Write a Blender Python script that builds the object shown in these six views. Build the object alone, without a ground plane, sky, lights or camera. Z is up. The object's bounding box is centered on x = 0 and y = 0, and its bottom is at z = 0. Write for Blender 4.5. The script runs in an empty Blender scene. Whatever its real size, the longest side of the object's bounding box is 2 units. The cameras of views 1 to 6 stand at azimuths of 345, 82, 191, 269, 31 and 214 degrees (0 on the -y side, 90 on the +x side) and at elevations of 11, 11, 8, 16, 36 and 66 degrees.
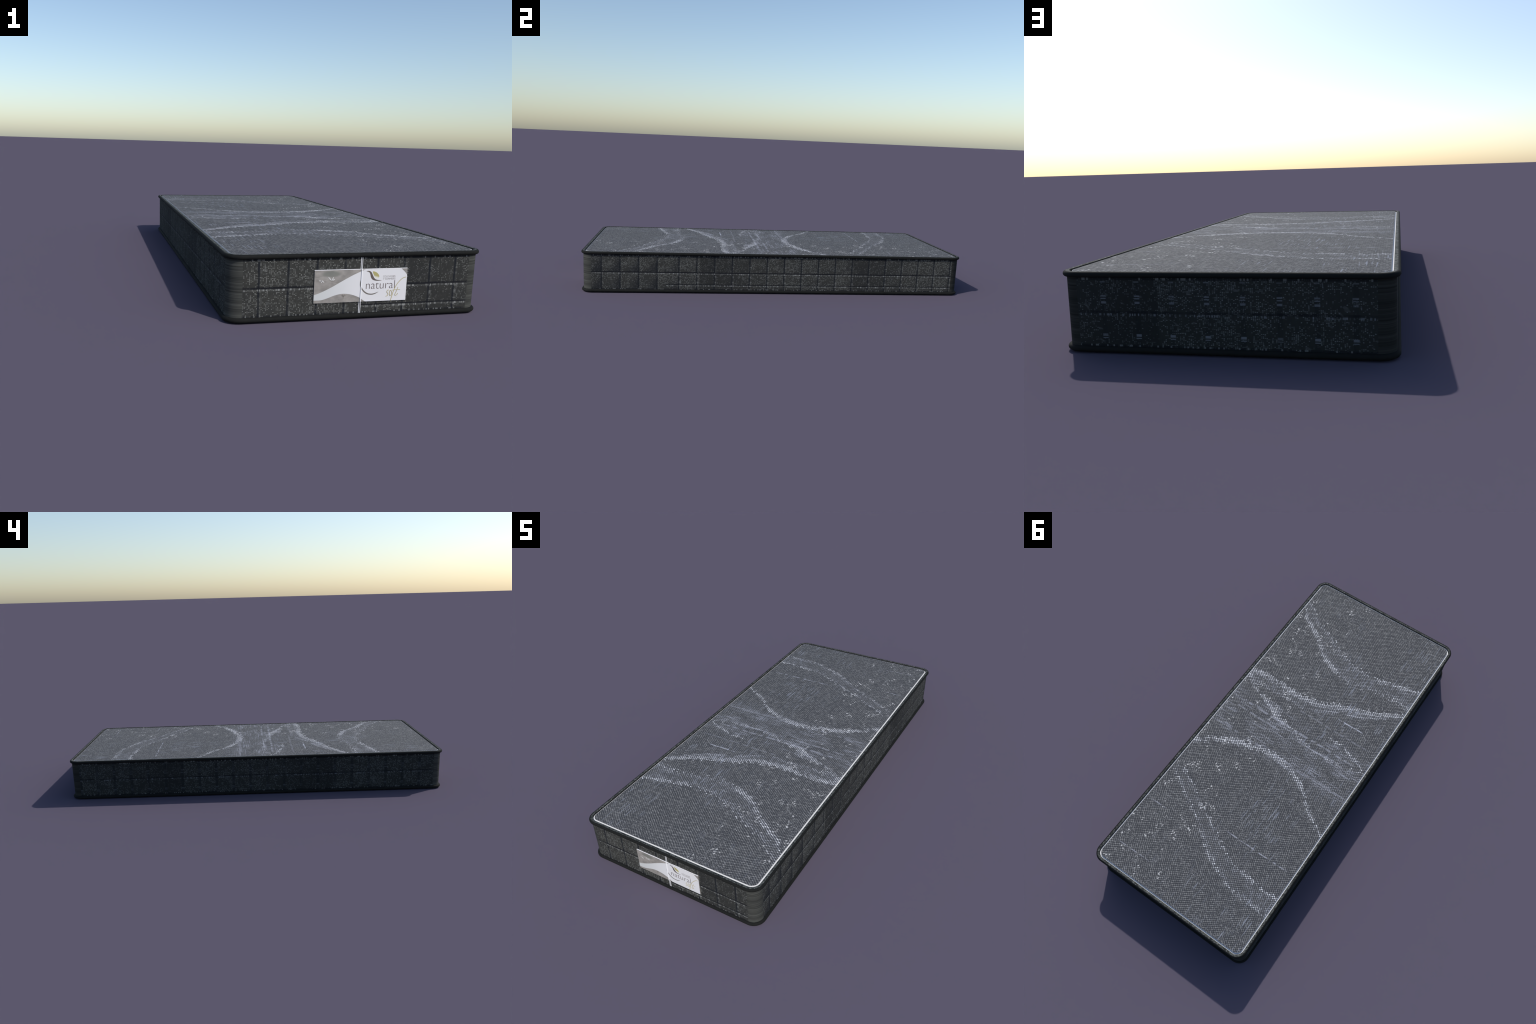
import bpy, bmesh, math, random
from mathutils import Vector

random.seed(7)

# ------------------------------------------------------------------ sizes (metres)
HALF_W, HALF_L = 0.4312, 1.0          # outer edge of the piping
R_CORNER = 0.0532                     # outer corner radius of the piping
WALL_IN = 0.0095                      # side wall sits this far inside the piping
PIPE_R = 0.0072
Z_TOP = 0.2078                        # crest of the upper piping
PIPE_INNER = 0.0174                   # inner lip of the piping
PANEL_IN = 0.0236                     # edge of the raised top panel
Z_LEDGE = 0.2012
Z_PANEL = 0.2065
WALL_LO, WALL_HI = 0.010, 0.198
WX, WY = HALF_W - WALL_IN, HALF_L - WALL_IN
R_WALL = R_CORNER - WALL_IN
SX, SY = WX - R_WALL, WY - R_WALL     # half length of the flat runs of the wall
SEAM_Z1, SEAM_Z2 = 0.1045, 0.0415     # horizontal stitching
PITCH = 0.0907                        # spacing of the vertical stitching
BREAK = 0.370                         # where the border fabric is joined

# ------------------------------------------------------------------ node helper
class N:
    """Small expression wrapper: every operator adds a Math node."""
    def __init__(self, g, sock): self.g, self.s = g, sock
    def _op(self, op, *o): return self.g.math(op, self, *o)
    def __add__(self, o): return self._op('ADD', o)
    __radd__ = __add__
    def __mul__(self, o): return self._op('MULTIPLY', o)
    __rmul__ = __mul__
    def __sub__(self, o): return self._op('SUBTRACT', o)
    def __rsub__(self, o): return self.g.math('SUBTRACT', o, self)
    def __truediv__(self, o): return self._op('DIVIDE', o)
    def floor(self): return self._op('FLOOR')
    def abs(self): return self._op('ABSOLUTE')
    def cos(self): return self._op('COSINE')
    def fract(self): return self._op('FRACT')
    def max(self, o): return self._op('MAXIMUM', o)
    def min(self, o): return self._op('MINIMUM', o)
    def lt(self, o): return self._op('LESS_THAN', o)
    def gt(self, o): return self._op('GREATER_THAN', o)
    def pow(self, o): return self._op('POWER', o)


class Graph:
    def __init__(self, name, rough=0.6, spec=0.5):
        self.mat = bpy.data.materials.new(name)
        self.mat.use_nodes = True
        self.t = self.mat.node_tree
        self.bsdf = self.t.nodes['Principled BSDF']
        self.bsdf.inputs['Roughness'].default_value = rough
        self.bsdf.inputs['Specular IOR Level'].default_value = spec
        self.tc = self.t.nodes.new('ShaderNodeTexCoord')
        sep = self.t.nodes.new('ShaderNodeSeparateXYZ')
        self.t.links.new(self.tc.outputs['Object'], sep.inputs[0])
        self.x, self.y, self.z = (N(self, sep.outputs[i]) for i in range(3))

    def put(self, inp, v):
        if isinstance(v, N): self.t.links.new(v.s, inp)
        elif isinstance(v, (tuple, list)) and len(v) == 3 and inp.type == 'RGBA':
            inp.default_value = (*v, 1)
        else: inp.default_value = v

    def math(self, op, *args, clamp=False):
        n = self.t.nodes.new('ShaderNodeMath'); n.operation = op; n.use_clamp = clamp
        for i, a in enumerate(args): self.put(n.inputs[i], a)
        return N(self, n.outputs[0])

    def clamp01(self, v): return self.math('ADD', v, 0.0, clamp=True)

    def step(self, v, lo, hi, a=0.0, b=1.0):
        n = self.t.nodes.new('ShaderNodeMapRange'); n.interpolation_type = 'SMOOTHSTEP'
        self.put(n.inputs['Value'], v)
        for k, q in zip(('From Min', 'From Max', 'To Min', 'To Max'), (lo, hi, a, b)):
            self.put(n.inputs[k], q)
        return N(self, n.outputs[0])

    def vec(self, x, y, z=0.0):
        n = self.t.nodes.new('ShaderNodeCombineXYZ')
        for i, v in enumerate((x, y, z)): self.put(n.inputs[i], v)
        return N(self, n.outputs[0])

    def noise(self, v, scale=1.0, detail=2.0, rough=0.5):
        n = self.t.nodes.new('ShaderNodeTexNoise')
        self.put(n.inputs['Vector'], v)
        n.inputs['Scale'].default_value = scale
        n.inputs['Detail'].default_value = detail
        n.inputs['Roughness'].default_value = rough
        return N(self, n.outputs['Fac'])

    def white(self, v):
        n = self.t.nodes.new('ShaderNodeTexWhiteNoise'); n.noise_dimensions = '3D'
        self.put(n.inputs['Vector'], v)
        return N(self, n.outputs['Value'])

    def mix(self, f, a, b, mode='MIX'):
        n = self.t.nodes.new('ShaderNodeMix'); n.data_type = 'RGBA'; n.blend_type = mode
        n.clamp_factor = True
        self.put(n.inputs['Factor'], f)
        ins = [i for i in n.inputs if i.type == 'RGBA']
        self.put(ins[0], a); self.put(ins[1], b)
        return N(self, [o for o in n.outputs if o.type == 'RGBA'][0])

    def curve(self, v, pts, x0, x1, y0, y1):
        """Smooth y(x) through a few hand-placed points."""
        n = self.t.nodes.new('ShaderNodeFloatCurve')
        c = n.mapping.curves[0]
        pts = sorted(((px - x0) / (x1 - x0), (py - y0) / (y1 - y0)) for px, py in pts)
        c.points[0].location, c.points[1].location = pts[0], pts[-1]
        for p in pts[1:-1]: c.points.new(*p)
        n.mapping.update()
        self.put(n.inputs['Value'], (v - x0) / (x1 - x0))
        return N(self, n.outputs[0]) * (y1 - y0) + y0

    def bump(self, h, strength, dist):
        n = self.t.nodes.new('ShaderNodeBump')
        n.inputs['Strength'].default_value = strength
        n.inputs['Distance'].default_value = dist
        self.put(n.inputs['Height'], h)
        self.t.links.new(n.outputs[0], self.bsdf.inputs['Normal'])

    def colour(self, c): self.put(self.bsdf.inputs['Base Color'], c)


def plain(name, rgb, rough=0.6, spec=0.5):
    g = Graph(name, rough, spec); g.colour(rgb); return g.mat


# ------------------------------------------------------------------ top fabric
# woven ribbons run across the width: each is a curve y(x)
RIBBON_1_LOW = [(.405, -.775), (.355, -.717), (.27, -.665), (.202, -.61), (.122, -.544), (.032, -.509),
                (-.047, -.491), (-.116, -.497), (-.245, -.527), (-.342, -.531), (-.405, -.525)]
RIBBON_1_HIGH = [(.405, -.83), (.357, -.788), (.267, -.73), (.166, -.681), (.057, -.627), (.001, -.605),
                 (-.103, -.59), (-.183, -.592), (-.292, -.617), (-.405, -.645)]
RIBBON_2 = [(.405, -.262), (.349, -.274), (.232, -.275), (.117, -.269), (-.004, -.289), (-.095, -.331),
            (-.213, -.378), (-.284, -.407), (-.348, -.444), (-.405, -.478)]
RIBBON_2_LENS = [(.405, -.2), (.277, -.207), (.161, -.215), (.039, -.217), (-.06, -.262), (-.117, -.298),
                 (-.237, -.34), (-.32, -.394), (-.405, -.472)]
RIBBON_3 = [(.405, -.235), (.341, -.192), (.296, -.173), (.24, -.15), (.186, -.126), (.139, -.104),
            (.06, -.09), (-.1, -.05), (-.228, -.041), (-.301, -.053), (-.405, -.09)]
RIBBON_3_LEAF = [(.405, -.215), (.3, -.168), (.19, -.166), (.05, -.155), (-.1, -.153), (-.183, -.147),
                 (-.271, -.136), (-.349, -.112), (-.405, -.073)]
RIBBON_4 = [(.405, .248), (.367, .215), (.305, .176), (.241, .143), (.149, .112), (.052, .094), (-.038, .097),
            (-.119, .123), (-.2, .163), (-.27, .226), (-.33, .27), (-.405, .318)]
RIBBON_5_LOW = [(.405, .425), (.36, .445), (.26, .508), (.18, .55), (.103, .603), (.016, .664), (-.071, .711),
                (-.124, .732), (-.189, .755), (-.281, .766), (-.405, .76)]
RIBBON_5_HIGH = [(.405, .408), (.308, .421), (.213, .476), (.134, .518), (.056, .559), (-.035, .611),
                 (-.133, .652), (-.243, .669), (-.314, .677), (-.405, .676)]


def top_fabric():
    g = Graph('woven_top_fabric', rough=0.85, spec=0.2)
    x, y = g.x, g.y
    CW, CH = 0.0072, 0.0056
    wob = g.noise(g.vec(x, y), 7.0, 1.0)
    wob2 = g.noise(g.vec(x + 5.0, y), 9.0, 1.0)
    wob_f = g.noise(g.vec(x, y, 1.7), 34.0, 1.0)
    wob_g = g.noise(g.vec(x, y, 4.1), 31.0, 1.0)
    u = x / CW + (wob - .5) * 1.6 + (wob_f - .5) * .8
    v = y / CH + (wob2 - .5) * 1.6 + (wob_g - .5) * .8
    p, q = (u + v) * .5, (u - v) * .5
    ip, iq = (p + .5).floor(), (q + .5).floor()
    rnd = g.white(g.vec(ip, iq, 1.0))
    rnd2 = g.white(g.vec(ip, iq, 7.3))
    cx, cy = (ip + iq) * CW, (ip - iq) * CH
    cp, cq = (p * 6.28319).cos(), (q * 6.28319).cos()
    # herringbone: patches where one diagonal dominates
    band = g.step(g.noise(g.vec(x * 13.0, y * 5.0), 1.0, 1.0), .36, .64)
    tone = (cp * (band * .26 + .37) + cq * (.63 - band * .26)) * .5 + .5
    # places where the weave dissolves into loose threads
    fine = g.noise(g.vec(x * 230.0, y * 210.0), 1.0, 1.0)
    loose = g.step(g.noise(g.vec(x * 5.0 - 1.1, y * 7.0), 1.0, 2.0), .52, .70, 0.0, .75)
    tone = tone * (1.0 - loose) + g.step(fine, .25, .75) * loose
    tone = tone * (rnd * .42 + .71) + (fine - .5) * .52

    # ribbons, evaluated once per stitch, with frayed edges
    cyj = cy + (rnd - .5) * .012
    def edge(pts, half, k):
        c = g.curve(cx, pts, -.42, .42, -1, 1)
        return g.step((cyj - c).abs(), half * .2, half * 1.8, k, 0.0)

    def between(a, b, k):
        ca, cb = g.curve(cx, a, -.42, .42, -1, 1), g.curve(cx, b, -.42, .42, -1, 1)
        lo, hi = ca.min(cb), ca.max(cb)
        inside = g.step(cy - lo, -.003, .004) * g.step(hi - cy, -.003, .004)
        core = (((cy - lo) / (hi - lo).max(.002)) * 2.0 - 1.0).abs()      # darker along the middle
        return inside * (core * .55 + .60) * k

    right = g.step(cx, -.02, .06)            # 1 on the +x half
    left = 1.0 - right
    bright = edge(RIBBON_1_LOW, .013, right * .45 + .5)
    bright = bright.max(edge(RIBBON_1_HIGH, .011, g.step(cx, -.13, -.06, .95, .38)))
    bright = bright.max(edge(RIBBON_2, .016, 1.0))
    bright = bright.max(edge(RIBBON_3, .012, g.step(cx, .02, .1, .35, .95)))
    bright = bright.max(edge(RIBBON_3_LEAF, .010, g.step(cx, -.2, -.12, .75, .0)))
    bright = bright.max(edge(RIBBON_4, g.step(cx, -.42, .3, .011, .019), g.step(cx, -.36, -.1, .55, .98)))
    bright = bright.max(edge(RIBBON_5_LOW, .009, .62))
    bright = bright.max(edge(RIBBON_5_HIGH, .009, g.step(cx, -.22, -.12, .95, .55)))
    med = between(RIBBON_1_LOW, RIBBON_1_HIGH, .40)
    med = med.max(between(RIBBON_2, RIBBON_2_LENS, g.step(cx, -.1, 0., .85, .48)))
    med = med.max(between(RIBBON_3, RIBBON_3_LEAF, g.step(cx, .1, .14) * g.step(cx, .24, .28, .85, 0.0)
                          .max(g.step(cx, -.04, .02, .3, .1))))
    med = med.max(between(RIBBON_5_LOW, RIBBON_5_HIGH, .36))
    med = med * g.step(g.noise(g.vec(cx * 16.0, cy * 20.0, 8.0), 1.0, 2.0), .34, .56, .45, 1.15)
    # a band of straight weft threads crossing the middle
    mid = g.step((y + .01).abs(), .10, .17, 1.0, 0.0)
    rows = g.step(g.noise(g.vec(x * 8.0, y * 190.0), 1.0, 1.0), .54, .66)
    patch = g.step(g.noise(g.vec(x * 6.0, y * 16.0, 3.0), 1.0, 1.0), .38, .58)
    med = med.max(mid * .34 * patch)
    wob3 = g.noise(g.vec(x * 9.0, y * 9.0, 6.0), 1.0, 2.0)
    bright = bright * g.step(wob3, .34, .56, .5, 1.0)
    hot = g.step(bright - rnd2 * .80, -.10, .26)          # single stitches flash, gaps stay dark
    warm = g.step(med - rnd * .80, -.20, .25)

    dot = g.step(tone, .24, .92)
    dark = g.mix(fine, (.031, .033, .041), (.053, .054, .057))
    light = g.mix(rnd, (.150, .150, .149), (.215, .214, .211))
    col = g.mix(dot, dark, light)
    stitch = g.step((cp + cq) * .5, -.25, .55)
    band_dark = g.clamp01(med * .9 + bright * .3)
    col = g.mix(band_dark * .55, col, (.050, .052, .060))
    glow = g.clamp01(hot * stitch * (bright * .5 + .55) * (rnd * .85 + .38))
    col = g.mix(glow, col, (.74, .745, .765))
    col = g.mix(g.clamp01(warm * stitch * (med * .8 + .25)), col, (.47, .475, .50))
    col = g.mix(g.clamp01((bright * .7).max(med * .6) * (1.0 - stitch)), col, (.048, .050, .058))
    col = g.mix(mid * rows * patch * .50, col, (.34, .35, .40))

    def weft(y0, x0, x1, half, k):
        m = g.step((y - y0 - (wob - .5) * .01).abs(), half * .5, half, k, 0.0)
        return m * g.step(x, x0 - .03, x0 + .03) * g.step(x, x1 - .03, x1 + .03, 1.0, 0.0)
    gaps = g.step(g.noise(g.vec(x * 38.0, y * 20.0, 9.0), 1.0, 1.0), .40, .56)
    wef = (weft(.545, -.36, -.03, .0035, .6)).max(weft(.089, -.4, .4, .007, .22))
    wef = wef.max(weft(-.272, -.28, -.11, .0035, .9)).max(weft(-.045, -.3, .35, .006, .3))
    wef = wef.max(weft(-.088, -.33, .33, .007, .35)).max(weft(-.20, -.36, .06, .006, .2))
    wef = wef.max(weft(.872, .2, .36, .0025, .45)).max(weft(.62, .3, .36, .003, .5))
    col = g.mix(wef * gaps, col, (.43, .44, .50))

    # pale warp threads lying along the length, mostly on the -x half
    warp = g.step(g.noise(g.vec(x * 190.0, y * 10.0), 1.0, 1.0), .60, .74)
    where = g.step(g.noise(g.vec(x * 4.0, y * 2.6, 2.0), 1.0, 1.0), .40, .60) * g.step(x, -.12, .2, 1.0, .25)
    col = g.mix(warp * where * .72, col, (.27, .29, .34))
    pick = g.step(g.noise(g.vec(x * 14.0, y * 180.0, 5.0), 1.0, 1.0), .62, .76)
    col = g.mix(pick * g.step(g.noise(g.vec(x * 3.5, y * 3.0, 7.0), 1.0, 1.0), .42, .6) * .40, col, (.24, .245, .26))
    # caught threads: short bright dashes around a tufting grid on the +x half
    tuft = g.noise(g.vec(x * 21.0, y * 15.0, 4.0), 1.0, 1.0)
    dash = g.noise(g.vec((x - y * .55) * 170.0, (y + x * .55) * 75.0, 2.0), 1.0, 0.0)
    spk = g.step(tuft, .575, .65) * g.step(dash, .60, .70) * g.step(x, .0, .14)
    col = g.mix(spk * .85, col, (.62, .61, .60))
    g.colour(col)
    g.bump(tone + glow, .25, .0012)
    return g.mat


# ------------------------------------------------------------------ border fabric
def seam_distance(g, s, regular):
    """signed distance to the nearest vertical stitch line"""
    if regular:
        return (((s / PITCH) + .5).fract() - .5) * PITCH
    a = ((((s - .049) / .0918) + .5).fract() - .5) * .0918
    b = ((((s - .434) / .0906) + .5).fract() - .5) * .0906
    w = s.gt(BREAK)
    return a * (1.0 - w) + b * w


def border_fabric(name, axis, s0, lit, seed, puff=False, quiet=False):
    g = Graph(name, rough=0.9, spec=0.15)
    s = (g.x if axis == 'x' else g.y) - s0
    z = g.z
    sw = s + (g.noise(g.vec(s * 40.0, z * 40.0, seed), 1.0, 1.0) - .5) * .005
    zw = z + (g.noise(g.vec(s * 36.0, z * 30.0, seed + 1.0), 1.0, 1.0) - .5) * .005
    cw, ch = 0.0047, 0.0034
    ic, ir = (sw / cw).floor(), (zw / ch).floor()
    # the printed shade of the fabric restarts dark every 0.8 m and fades lighter
    shade_t = ((s + (s0 + (.3774 if axis == 'x' else .946)) - .536) / .80 + 2.0).fract()
    gloom = g.step(shade_t, .02, .52, 1.0, 0.0) * g.step(shade_t, .0, .008)
    rnd = g.white(g.vec(ic, ir, seed))
    rnd_b = g.white(g.vec(ic, ir, seed + 3.7))
    colr = g.white(g.vec(ic, seed, 2.0))
    fx, fz = (sw / cw).fract() - .5, (zw / ch).fract() - .5
    blob = g.step(fx.abs(), .12, .50, 1.0, 0.0) * g.step(fz.abs(), .10, .48, 1.0, 0.0)
    dens = g.noise(g.vec(s * 16.0, z * 24.0, seed), 1.0, 2.0)
    large = g.noise(g.vec(s * 5.0, z * 2.0, seed + 9.0), 1.0, 1.0)
    thr = g.step(dens + (large - .5) * .5, .28, .68, .10, .52)
    run = g.step(g.white(g.vec(ic, (z / .017).floor(), seed)), .90, .91) * .35
    thr = thr * (1.0 - gloom * .45)
    fleck = blob * g.step(thr + run - rnd, -.02, .05) * (rnd_b * .75 + .25)
    thread = g.noise(g.vec(s * 420.0, z * 60.0, seed), 1.0, 1.0)
    warmth = g.noise(g.vec(s * 7.0, z * 11.0, seed + 4.0), 1.0, 1.0)
    mott = g.step(g.noise(g.vec(s * 60.0, z * 75.0, seed + 6.0), 1.0, 2.0), .36, .62)
    base = g.mix(warmth, (.024, .026, .028), (.040, .039, .034))
    base = g.mix(mott * .38, base, (.016, .018, .018))
    base = g.mix(thread * .5, base, (.062, .062, .056))
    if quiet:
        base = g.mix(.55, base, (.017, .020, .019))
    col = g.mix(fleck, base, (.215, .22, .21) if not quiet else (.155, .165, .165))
    col = g.mix(gloom * .38, col, (.010, .011, .013))
    # worn diagonal smears
    smear = g.step(g.noise(g.vec((s + z * .9) * 26.0, (z - s * .6) * 60.0, seed), 1.0, 1.0), .66, .74)
    col = g.mix(smear * .22, col, (.16, .165, .165))

    uneven = g.noise(g.vec(s * 22.0, z * 26.0, seed + 2.0), 1.0, 2.0)
    d = seam_distance(g, s + (uneven - .5) * .0022, lit is False)
    inside = g.step(s, .006, .012)
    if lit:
        if puff:                               # form shading of plump quilts painted into the colour as a gradient
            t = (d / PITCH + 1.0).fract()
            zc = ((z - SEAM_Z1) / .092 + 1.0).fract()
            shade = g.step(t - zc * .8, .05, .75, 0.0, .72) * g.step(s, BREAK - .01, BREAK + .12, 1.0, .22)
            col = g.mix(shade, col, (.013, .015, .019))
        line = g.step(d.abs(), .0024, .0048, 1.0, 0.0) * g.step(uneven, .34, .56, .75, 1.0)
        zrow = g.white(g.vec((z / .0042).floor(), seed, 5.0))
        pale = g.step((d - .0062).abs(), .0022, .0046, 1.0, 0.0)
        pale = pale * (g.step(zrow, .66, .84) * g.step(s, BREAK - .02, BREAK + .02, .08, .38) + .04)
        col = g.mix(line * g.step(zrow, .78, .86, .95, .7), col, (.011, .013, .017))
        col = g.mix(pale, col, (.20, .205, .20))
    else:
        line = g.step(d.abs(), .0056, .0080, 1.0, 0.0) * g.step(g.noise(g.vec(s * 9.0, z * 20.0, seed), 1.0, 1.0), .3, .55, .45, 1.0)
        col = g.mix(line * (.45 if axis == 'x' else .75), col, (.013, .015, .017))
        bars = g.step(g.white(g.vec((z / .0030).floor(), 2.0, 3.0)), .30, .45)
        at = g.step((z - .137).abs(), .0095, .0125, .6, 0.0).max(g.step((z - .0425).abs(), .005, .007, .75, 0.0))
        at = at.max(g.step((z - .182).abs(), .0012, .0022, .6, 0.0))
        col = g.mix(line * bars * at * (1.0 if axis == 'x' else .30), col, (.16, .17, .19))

    def hseam(z0, c, half, k):
        pick = g.white(g.vec((s / .0032).floor(), seed, z0))
        drop = z - z0 + (g.noise(g.vec(s * 30.0, seed, z0), 1.0, 1.0) - .5) * .0026
        dk = g.step(drop.abs(), half * .6, half * 1.5, g.step(uneven, .32, .55, k * (.78 if lit else .5), k), 0.0)
        if not lit: dk = dk * g.step(g.noise(g.vec(s * 20.0, z * 10.0, seed), 1.0, 1.0), .32, .55, .25, .9)
        tick = g.step((drop + half + .0030).abs(), .0016, .0040, 1.0, 0.0) * g.step(pick, .62, .95)
        glow = g.step((drop + half + .003).abs(), .001, .004, .10, 0.0)
        c = g.mix(dk, c, (.008, .009, .012))
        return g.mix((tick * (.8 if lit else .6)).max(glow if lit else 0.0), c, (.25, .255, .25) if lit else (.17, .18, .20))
    col = hseam(SEAM_Z1, col, .0032, .92)
    if lit:
        keep = col
        with_second = hseam(SEAM_Z2, col, .0022, .9)
        col = g.mix(g.step(s, BREAK - .001, BREAK + .001), keep, with_second)
    # fringe by both pipings
    for z0, sg in ((.0165, 1.0), (.1905, -1.0)):
        pick = g.white(g.vec((s / .0044).floor(), seed, 11.0 + z0))
        fr = g.step((z - z0).abs(), .0030, .0048, 1.0, 0.0)
        col = g.mix(fr * g.step(pick, .7, .74, .75, 0.0), col, (.009, .010, .013))
        col = g.mix(fr * g.step(pick, .80, .86) * .75, col, (.13, .135, .135))
    g.colour(col)
    g.bump(fleck * .6 + thread * .5, .35, .0008)
    return g.mat


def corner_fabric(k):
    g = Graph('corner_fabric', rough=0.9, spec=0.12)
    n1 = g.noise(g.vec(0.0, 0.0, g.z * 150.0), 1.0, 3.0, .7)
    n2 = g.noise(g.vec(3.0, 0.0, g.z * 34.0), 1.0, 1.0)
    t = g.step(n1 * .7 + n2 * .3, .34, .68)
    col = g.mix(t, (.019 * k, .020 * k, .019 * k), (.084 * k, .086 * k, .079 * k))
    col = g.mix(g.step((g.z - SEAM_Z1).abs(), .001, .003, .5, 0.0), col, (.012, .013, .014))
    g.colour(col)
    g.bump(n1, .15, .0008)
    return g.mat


def piping_fabric():
    g = Graph('piping_fabric', rough=0.85, spec=0.12)
    n = g.noise(g.vec(g.x, g.y, g.z), 60.0, 3.0)
    g.colour(g.mix(n, (.0085, .0092, .0090), (.0130, .0135, .0128)))
    return g.mat


def piping_flat_fabric():
    g = Graph('piping_flat_fabric', rough=0.85, spec=0.2)
    ix, iy = (g.x / .0050).floor(), (g.y / .0050).floor()
    r = g.white(g.vec(ix, iy, 2.0))
    n = g.noise(g.vec(g.x, g.y, 0.0), 130.0, 2.0)
    big = g.noise(g.vec(g.x, g.y, 2.0), 26.0, 1.0)
    t = g.step(r * .45 + n * .4 + big * .35, .40, .85)
    col = g.mix(t, (.020, .022, .021), (.098, .103, .094))
    col = g.mix(g.step(r, .93, .96) * g.step(n, .4, .6) * .6, col, (.19, .195, .19))
    g.colour(col)
    return g.mat


# ------------------------------------------------------------------ geometry helpers
root = bpy.data.objects.new('mattress', None)
bpy.context.scene.collection.objects.link(root)
root['label'] = 'dark grey quilted single mattress with woven ribbon pattern'
root['category'] = 'mattress'


def add(name, mesh, mats, parent=root, smooth=None):
    ob = bpy.data.objects.new(name, mesh)
    bpy.context.scene.collection.objects.link(ob)
    ob.parent = parent
    for m in mats: mesh.materials.append(m)
    if smooth is not None:
        for f in mesh.polygons: f.use_smooth = True
        mesh.set_sharp_from_angle(angle=math.radians(smooth))
    return ob


ARC = 18
def loop_points(inset):
    """rounded rectangle, counter-clockwise, `inset` metres inside the piping's outer edge"""
    r = R_CORNER - inset
    pts = []
    for k, (sx, sy) in enumerate(((1, 1), (-1, 1), (-1, -1), (1, -1))):
        cx, cy = sx * (HALF_W - R_CORNER), sy * (HALF_L - R_CORNER)
        for i in range(ARC + 1):
            a = math.radians(90 * k + 90 * i / ARC)
            pts.append((cx + r * math.cos(a), cy + r * math.sin(a)))
    return pts


def sweep(name, profile, closed_profile=False, cap_first=False, cap_last=False, mat_index=None):
    """sweep a list of (inset, z) round the rounded rectangle"""
    bm = bmesh.new()
    rings = [[bm.verts.new((px, py, z)) for px, py in loop_points(d)] for d, z in profile]
    n = len(rings[0])
    pairs = list(zip(rings[:-1], rings[1:]))
    if closed_profile: pairs.append((rings[-1], rings[0]))
    for k, (a, b) in enumerate(pairs):
        for i in range(n):
            j = (i + 1) % n
            f = bm.faces.new((a[i], a[j], b[j], b[i]))
            if mat_index: f.material_index = mat_index[k]
    if cap_first: bm.faces.new(rings[0][::-1])
    if cap_last: bm.faces.new(rings[-1])
    bmesh.ops.recalc_face_normals(bm, faces=bm.faces)
    me = bpy.data.meshes.new(name); bm.to_mesh(me); bm.free()
    return me


# ------------------------------------------------------------------ piping
pipe_mat, flat_mat = piping_fabric(), piping_flat_fabric()

def piping_profile():
    prof, idx = [(WALL_IN + .004, Z_TOP - 2 * PIPE_R - .0002)], []
    zc = Z_TOP - PIPE_R
    for i in range(15):                      # outward roll, from underneath to the crest
        a = math.radians(-90 + 180 * i / 14)
        prof.append((PIPE_R - PIPE_R * math.cos(a), zc + PIPE_R * math.sin(a)))
    prof.append((PIPE_INNER - .0012, Z_TOP - .0002))
    prof += [(PIPE_INNER - .0003, Z_TOP - .0008), (PIPE_INNER, Z_TOP - .002), (PIPE_INNER, Z_LEDGE - .003)]
    prof.append((WALL_IN + .004, Z_LEDGE - .003))
    return prof

prof = piping_profile()
idx = [0] * len(prof); idx[15] = 1
add('top_piping', sweep('top_piping', prof, closed_profile=True, mat_index=idx), [pipe_mat, flat_mat], smooth=50)

prof = [(WALL_IN + .004, .0158)]
for i in range(15):
    a = math.radians(90 - 180 * i / 14)
    prof.append((.0002 + .0080 - .0080 * math.cos(a), .0078 + .0078 * math.sin(a)))
prof += [(.03, 0.0), (.03, .006), (WALL_IN + .004, .006)]
add('bottom_piping', sweep('bottom_piping', prof, closed_profile=True), [pipe_mat], smooth=50)

# ------------------------------------------------------------------ white welt and top panel
white_cord = plain('white_welt', (.80, .80, .80), .6, .4)
welt = sweep('white_welt', [(PIPE_INNER - .002, Z_LEDGE - .004), (PIPE_INNER - .002, Z_LEDGE), (PANEL_IN, Z_LEDGE),
                            (PANEL_IN, Z_PANEL - .0003), (PANEL_IN + .0012, Z_PANEL - .0003), (PANEL_IN + .0012, Z_LEDGE - .004)],
             closed_profile=True)
add('welt', welt, [white_cord], smooth=35)
top = sweep('top_panel', [(PANEL_IN + .0015, Z_LEDGE - .003), (PANEL_IN + .0015, Z_PANEL - .0006), (PANEL_IN + .0003, Z_PANEL - .00005),
                          (PANEL_IN + .0012, Z_PANEL)], cap_first=True, cap_last=True)
add('top_panel', top, [top_fabric()], smooth=30)
base_mat = plain('base_cloth', (.02, .021, .021), .8, .2)
add('bottom_panel', sweep('bottom_panel', [(.028, .0015), (.028, .007)], cap_first=True, cap_last=True), [base_mat], smooth=30)

# ------------------------------------------------------------------ quilted border
def frac_dist(v, pitch):
    return abs((v / pitch + .5) % 1.0 - .5) * pitch

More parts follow.
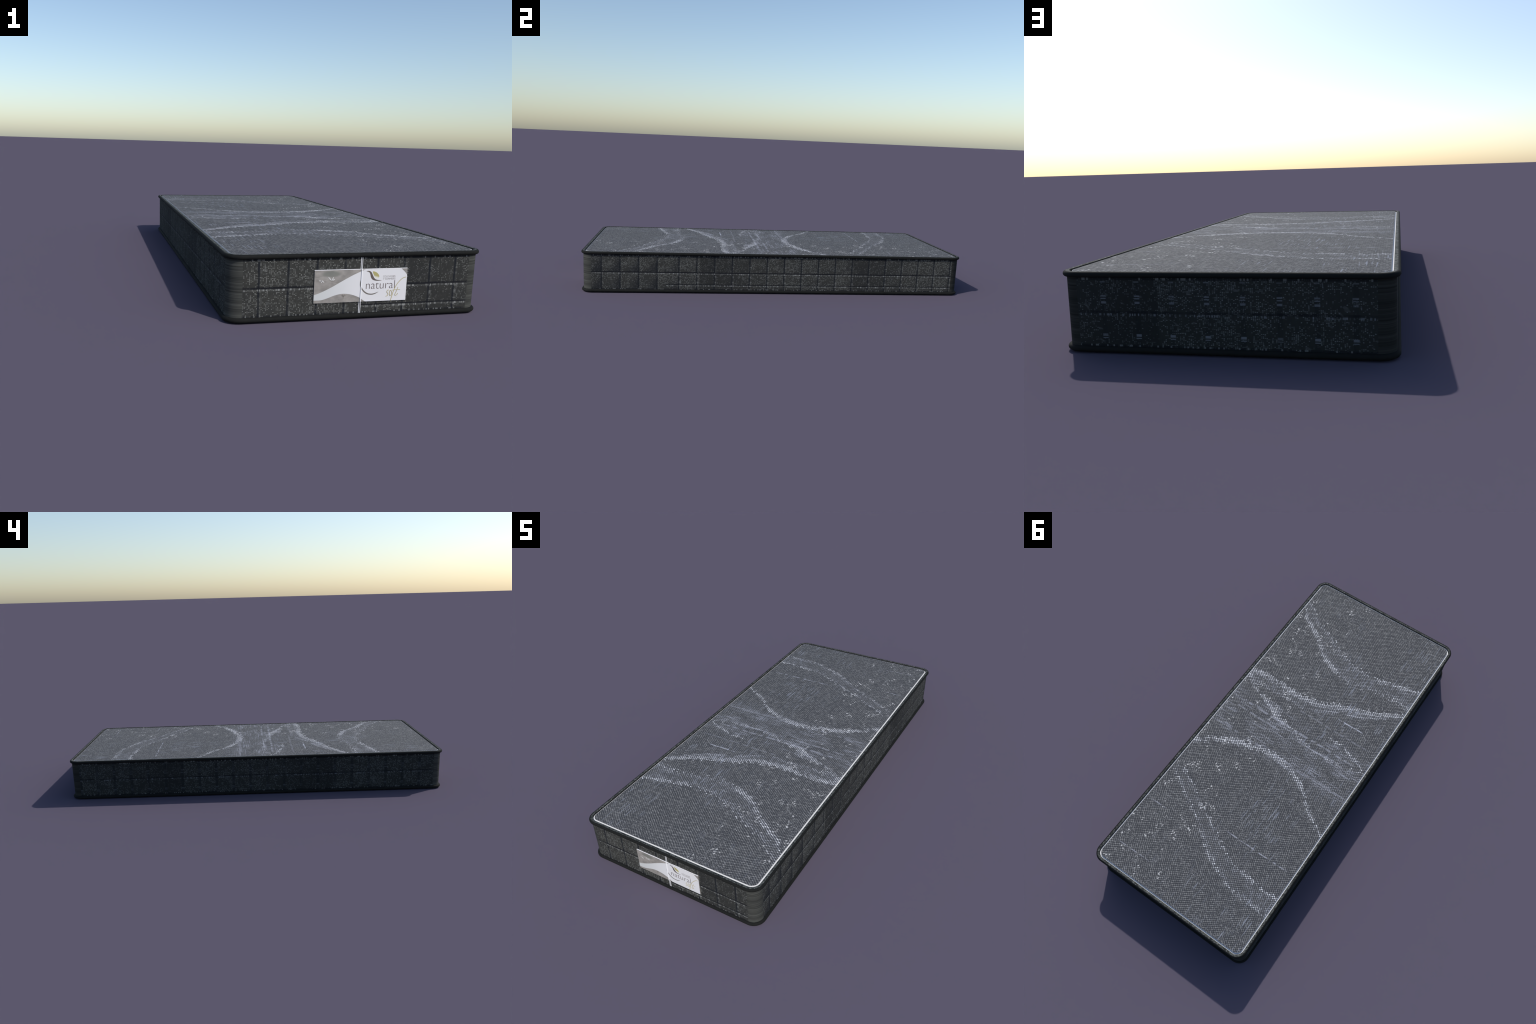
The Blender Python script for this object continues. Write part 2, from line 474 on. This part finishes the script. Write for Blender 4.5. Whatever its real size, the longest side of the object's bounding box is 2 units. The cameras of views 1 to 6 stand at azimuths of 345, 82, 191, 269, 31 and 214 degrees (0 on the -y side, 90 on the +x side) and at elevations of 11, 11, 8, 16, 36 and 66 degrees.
def relief(s, z, regular):
    """stitch lines pull the fabric in; the quilts between them puff out slightly"""
    if regular: dv = frac_dist(s, PITCH)
    elif s < BREAK: dv = frac_dist(s - .049, .0918)
    else: dv = frac_dist(s - .434, .0906)
    dh = abs(z - SEAM_Z1)
    if not regular and s > BREAK: dh = min(dh, abs(z - SEAM_Z2))
    dip = math.exp(-(dv / .0035) ** 2)
    dip = max(dip, math.exp(-(dh / .0035) ** 2))
    edge = min(1.0, max(0.0, min(z - WALL_LO, WALL_HI - z) / .02))
    puff = (1 - math.exp(-(dv / .02) ** 2)) * (1 - math.exp(-(dh / .02) ** 2))
    return edge * (.0004 * puff - .0003 * dip)

def side_panel(half, at, axis, sign, s0, regular):
    """flat run of the wall, one fine grid; axis is the direction it runs in"""
    nu, nz = int(2 * half / .0042), 48
    bm = bmesh.new(); grid = []
    for i in range(nu + 1):
        t = -half + 2 * half * i / nu
        fade = min(1.0, (half - abs(t)) / .012)
        col = []
        for j in range(nz + 1):
            z = WALL_LO + (WALL_HI - WALL_LO) * j / nz
            o = sign * (at + relief(t - s0, z, regular) * fade)
            col.append(bm.verts.new((t, o, z) if axis == 'x' else (o, t, z)))
        grid.append(col)
    flip = (axis == 'x') == (sign > 0)
    for i in range(nu):
        for j in range(nz):
            q = [grid[i][j], grid[i + 1][j], grid[i + 1][j + 1], grid[i][j + 1]]
            bm.faces.new(q[::-1] if flip else q)
    me = bpy.data.meshes.new('side_panel'); bm.to_mesh(me); bm.free()
    return me

runs = (('x', SX, WY, -1, -SX, False, dict(lit=True, seed=1.0)),
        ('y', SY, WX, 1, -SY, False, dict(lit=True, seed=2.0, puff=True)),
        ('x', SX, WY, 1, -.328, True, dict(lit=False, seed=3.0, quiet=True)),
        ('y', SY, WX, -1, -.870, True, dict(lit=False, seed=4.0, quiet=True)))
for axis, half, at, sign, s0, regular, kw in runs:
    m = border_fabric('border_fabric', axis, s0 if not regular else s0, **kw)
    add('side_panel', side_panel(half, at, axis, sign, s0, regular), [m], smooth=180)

# rounded corner strips between the panels, one shared mesh turned four ways
bm = bmesh.new(); rows = []
for i in range(ARC + 1):
    a = math.radians(90 * i / ARC)
    rows.append([bm.verts.new((R_WALL * math.cos(a), R_WALL * math.sin(a), z)) for z in (WALL_LO, SEAM_Z1, WALL_HI)])
for a, b in zip(rows[:-1], rows[1:]):
    for j in range(2): bm.faces.new((a[j], b[j], b[j + 1], a[j + 1]))
corner_mesh = bpy.data.meshes.new('corner_strip'); bm.to_mesh(corner_mesh); bm.free()
front_mesh = corner_mesh.copy()
rear_fabric, front_fabric = corner_fabric(.50), corner_fabric(1.0)  # rear colour halved to bake in the shade at that end
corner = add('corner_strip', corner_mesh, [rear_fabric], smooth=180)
front_mesh.materials.append(front_fabric)
for f in front_mesh.polygons: f.use_smooth = True
for k, (sx, sy) in enumerate(((1, 1), (-1, 1), (-1, -1), (1, -1))):
    ob = corner if k == 0 else corner.copy()
    if k: bpy.context.scene.collection.objects.link(ob)
    if sy < 0: ob.data = front_mesh          # sunlit foot-end corners keep the full-brightness colour
    ob.location = (sx * SX, sy * SY, 0); ob.rotation_euler = (0, 0, math.radians(90 * k))
    ob.parent = root

# ------------------------------------------------------------------ label on the foot end
LX0, LX1, LZ0, LZ1 = -.1548, .1562, .0520, .1550
Y_CARD = -WY - .0034

def box(name, x0, x1, y0, y1, z0, z1, mat, parent, bevel=0.0):
    bm = bmesh.new(); bmesh.ops.create_cube(bm, size=1.0)
    for v in bm.verts:
        v.co = Vector((x0 if v.co.x < 0 else x1, y0 if v.co.y < 0 else y1, z0 if v.co.z < 0 else z1))
    if bevel: bmesh.ops.bevel(bm, geom=bm.edges[:], offset=bevel, segments=2, affect='EDGES')
    me = bpy.data.meshes.new(name); bm.to_mesh(me); bm.free()
    return add(name, me, [mat], parent)

def spline(pts, n=8, closed=True):
    out, m = [], len(pts)
    for i in range(m if closed else m - 1):
        g = [pts[(i + k) % m] if closed else pts[max(0, min(m - 1, i + k))] for k in (-1, 0, 1, 2)]
        for j in range(n):
            t = j / n
            out.append(tuple(.5 * (2 * g[1][c] + (g[2][c] - g[0][c]) * t + (2 * g[0][c] - 5 * g[1][c] + 4 * g[2][c] - g[3][c]) * t * t
                                   + (3 * g[1][c] - g[0][c] - 3 * g[2][c] + g[3][c]) * t ** 3) for c in (0, 1)))
    if not closed: out.append(pts[-1])
    return out

def mesh_from_curve(cu, name, mat, parent, y):
    tmp = bpy.data.objects.new('tmp', cu); bpy.context.scene.collection.objects.link(tmp)
    dg = bpy.context.evaluated_depsgraph_get(); dg.update()
    me = bpy.data.meshes.new_from_object(tmp.evaluated_get(dg))
    bpy.data.objects.remove(tmp)
    for v in me.vertices: v.co = Vector((v.co.x, y - v.co.z, v.co.y))   # stand it up on the wall
    me.name = name; me.materials.clear()
    return add(name, me, [mat], parent)

def print_shape(name, outline, mat, parent, level):
    cu = bpy.data.curves.new(name, 'CURVE'); cu.dimensions = '2D'; cu.fill_mode = 'BOTH'; cu.extrude = .0001
    sp = cu.splines.new('POLY'); sp.points.add(len(outline) - 1); sp.use_cyclic_u = True
    for p, (a, b) in zip(sp.points, outline): p.co = (a, b, 0, 1)
    return mesh_from_curve(cu, name, mat, parent, Y_CARD - .00025 - .00016 * level)

def print_stroke(name, pts, width, mat, parent, level, taper=False):
    line = spline(pts, 10, False)
    left, right = [], []
    for i, p in enumerate(line):
        a, b = line[max(0, i - 1)], line[min(len(line) - 1, i + 1)]
        d = Vector((b[0] - a[0], b[1] - a[1])).normalized()
        w = width * .5 * (math.sin(math.pi * (i + .6) / (len(line) + .2)) ** .6 if taper else 1)
        left.append((p[0] - d.y * w, p[1] + d.x * w)); right.append((p[0] + d.y * w, p[1] - d.x * w))
    return print_shape(name, left + right[::-1], mat, parent, level)

def print_text(name, text, x0, z0, x1, mat, parent, level, height=None, shear=0.0, thin=0.0):
    cu = bpy.data.curves.new(name, 'FONT'); cu.body = text; cu.size = .03; cu.extrude = .0001; cu.shear = shear; cu.offset = -thin
    ob = mesh_from_curve(cu, name, mat, parent, Y_CARD - .00025 - .00016 * level)
    vs = ob.data.vertices
    xa, xb = min(v.co.x for v in vs), max(v.co.x for v in vs)
    za, zb = min(v.co.z for v in vs), max(v.co.z for v in vs)
    kx = (x1 - x0) / (xb - xa)
    kz = height / (zb - za) if height else kx
    for v in vs:
        v.co.x = x0 + (v.co.x - xa) * kx; v.co.z = z0 + (v.co.z - za) * kz
    return ob

def photo_paper():
    g = Graph('printed_card', rough=0.5, spec=0.4)
    n = g.step(g.noise(g.vec(g.x * 30.0, g.z * 45.0), 1.0, 3.0), .25, .75)
    col = g.mix(n, (.195, .184, .172), (.325, .303, .280))
    # soft green-grey cloud in the upper corner, dark stems
    dx, dz = (g.x + .101) / .032, (g.z - .1427) / .010
    cloud = g.step((dx * dx + dz * dz), .2, 1.5, .75, 0.0)
    col = g.mix(cloud, col, (.145, .155, .135))
    stem = g.step((g.z - (.1354 + (g.x + .1538) * -.27)).abs(), .0004, .0016, .45, 0.0)
    col = g.mix(stem, col, (.15, .14, .12))
    dx, dz = (g.x + .12) / .024, (g.z - .128) / .008
    col = g.mix(g.step((dx * dx + dz * dz), .2, 1.4, .3, 0.0), col, (.48, .45, .42))
    g.colour(col)
    return g.mat

def white_paper():
    g = Graph('white_paper', rough=0.5, spec=0.4)
    n = g.noise(g.vec(g.x * 9.0, g.z * 12.0), 1.0, 1.0)
    col = g.mix(g.step(g.x, -.16, .02), (.52, .535, .53), (.665, .66, .675))
    g.colour(g.mix(g.step(n, .45, .75, 0.0, .25), col, (.56, .56, .57)))
    return g.mat

def leaf_ink():
    g = Graph('leaf_ink', rough=0.5, spec=0.4)
    g.colour(g.mix(g.step(g.z + g.x * .25, .1395, .1475), (.70, .69, .62), (.38, .34, .14)))
    return g.mat

ink = plain('dark_ink', (.105, .085, .075), .5, .4)
text_ink = plain('text_ink', (.115, .09, .09), .5, .4)
grey_ink = plain('grey_ink', (.24, .22, .22), .5, .4)
gold_ink = plain('gold_ink', (.44, .39, .22), .5, .4)
pale_ink = plain('pale_ink', (.55, .54, .53), .5, .4)
shade_ink = plain('shade_ink', (.16, .145, .13), .5, .4)

card = box('label', LX0, LX1, Y_CARD, -WY + .002, LZ0, LZ1, photo_paper(), root, .0002)
edge_white = plain('card_edge', (.80, .80, .84), .5, .4)
box('label_edge', LX0, LX1, Y_CARD + .0004, -WY + .002, LZ1 - .0004, LZ1 + .0012, edge_white, card)

upper = spline([(-.1547, .0785), (-.1376, .0837), (-.1152, .0932), (-.0928, .1040), (-.0704, .1161), (-.0479, .1279),
                (-.0253, .1391), (-.0025, .1488), (.0129, .1547)], 6, False)
corner_cut = spline([(.1346, .1547), (.1415, .1495), (.1504, .1410), (.1560, .1335)], 6, False)
lower = spline([(.0160, .0523), (.0084, .0574), (-.0049, .0662), (-.0210, .0728), (-.0370, .0774), (-.0559, .0796),
                (-.0729, .0784), (-.0911, .0739), (-.1062, .0685), (-.1213, .0639), (-.1334, .0615), (-.1547, .0612)], 6, False)
print_shape('wave_band', upper + corner_cut + [(.1560, .0523)] + lower, white_paper(), card, 0)
print_shape('swoosh_stem', spline([(.0156, .1491), (.0242, .1500), (.0324, .1457), (.0379, .1358), (.0433, .1267), (.0517, .1212),
             (.0695, .1185), (.0519, .1176), (.0390, .1209), (.0321, .1286), (.0289, .1391), (.0245, .1459)]), ink, card, 1)
print_shape('leaf_mark', spline([(.0371, .1475), (.0484, .1452), (.0568, .1383), (.0598, .1307), (.0562, .1249),
             (.0497, .1265), (.0428, .1342)]), leaf_ink(), card, 1)
print_shape('crescent', spline([(-.0025, .1207), (-.0043, .1103), (-.0026, .0993), (.0035, .0900), (.0115, .0813), (.0231, .0749), (.0375, .0730),
             (.0501, .0760), (.0601, .0822), (.0499, .0790), (.0373, .0768), (.0244, .0788), (.0137, .0850), (.0051, .0943), (.0000, .1057)]),
            shade_ink, card, 1)
print_text('word_natural', 'natural', .0166, .0922, .1155, text_ink, card, 2, .0255, thin=.00042)
print_text('word_line', 'COLCHONES', .0730, .1278, .1154, grey_ink, card, 1, .0060)
print_text('word_line', 'Y SOMMIERS', .0736, .1199, .1160, grey_ink, card, 1, .0060)
for nm, pts, w in (('letter_s', [(.0961, .0867), (.0913, .0861), (.0893, .0801), (.0934, .0754), (.0925, .0693), (.0863, .0665)], .0017),
                   ('letter_f', [(.1036, .0523), (.1074, .0657), (.1125, .0838), (.1209, .1018), (.1328, .1165), (.1435, .1246), (.1524, .1269)], .0022),
                   ('letter_t', [(.1271, .0955), (.1211, .0789), (.1176, .0714), (.1203, .0683), (.1257, .0719), (.1271, .0757)], .0017),
                   ('letter_bar', [(.1075, .0858), (.1200, .0868), (.1351, .0873)], .0014),
                   ('letter_o', [(.1023, .0864), (.1062, .0795), (.1052, .0704), (.1015, .0682), (.0987, .0737), (.0993, .0828), (.1021, .0866)], .0017)):
    print_stroke(nm, pts, w, gold_ink, card, {'letter_f': 3, 'letter_bar': 4}.get(nm, 5))
for a, b in (((-.1312, .1215), (-.1395, .1235)), ((-.1330, .1250), (-.1315, .1160)), ((-.1325, .1245), (-.1228, .1172)),
             ((-.0985, .1215), (-.1098, .1341)), ((-.0985, .1215), (-.0925, .1336)), ((-.0985, .1218), (-.0880, .1270))):
    mid = ((a[0] + b[0]) / 2, (a[1] + b[1]) / 2)
    print_stroke('pale_leaf', [a, mid, b], .0034, pale_ink, card, 1, True)
for dx, dz in ((-.008, .003), (-.004, .006), (0, -.007), (.004, .006), (.008, .003)):
    print_stroke('dark_leaf', [(-.0575, .0715), (-.0575 + dx * .5, .0715 + dz * .5), (-.0575 + dx, .0715 + dz)], .0014, shade_ink, card, 1, True)

# white stitched tape over the join in the border, passing in front of the label
tape_mat = plain('white_tape', (.80, .80, .82), .6, .4)
grey_tape = plain('grey_tape', (.10, .10, .105), .6, .4)
for x in (-.0027, .0022):
    box('seam_tape', x - .0007, x + .0007, -WY - .0016, -WY + .002, WALL_LO + .004, WALL_HI - .004, tape_mat, root)
box('seam_tape', -.0020, .0015, -WY - .0010, -WY + .002, WALL_LO + .004, WALL_HI - .004, grey_tape, root)
box('seam_tape', -.0016, .0014, Y_CARD - .0026, Y_CARD + .001, LZ0, LZ1 + .0015, tape_mat, root, .0004)
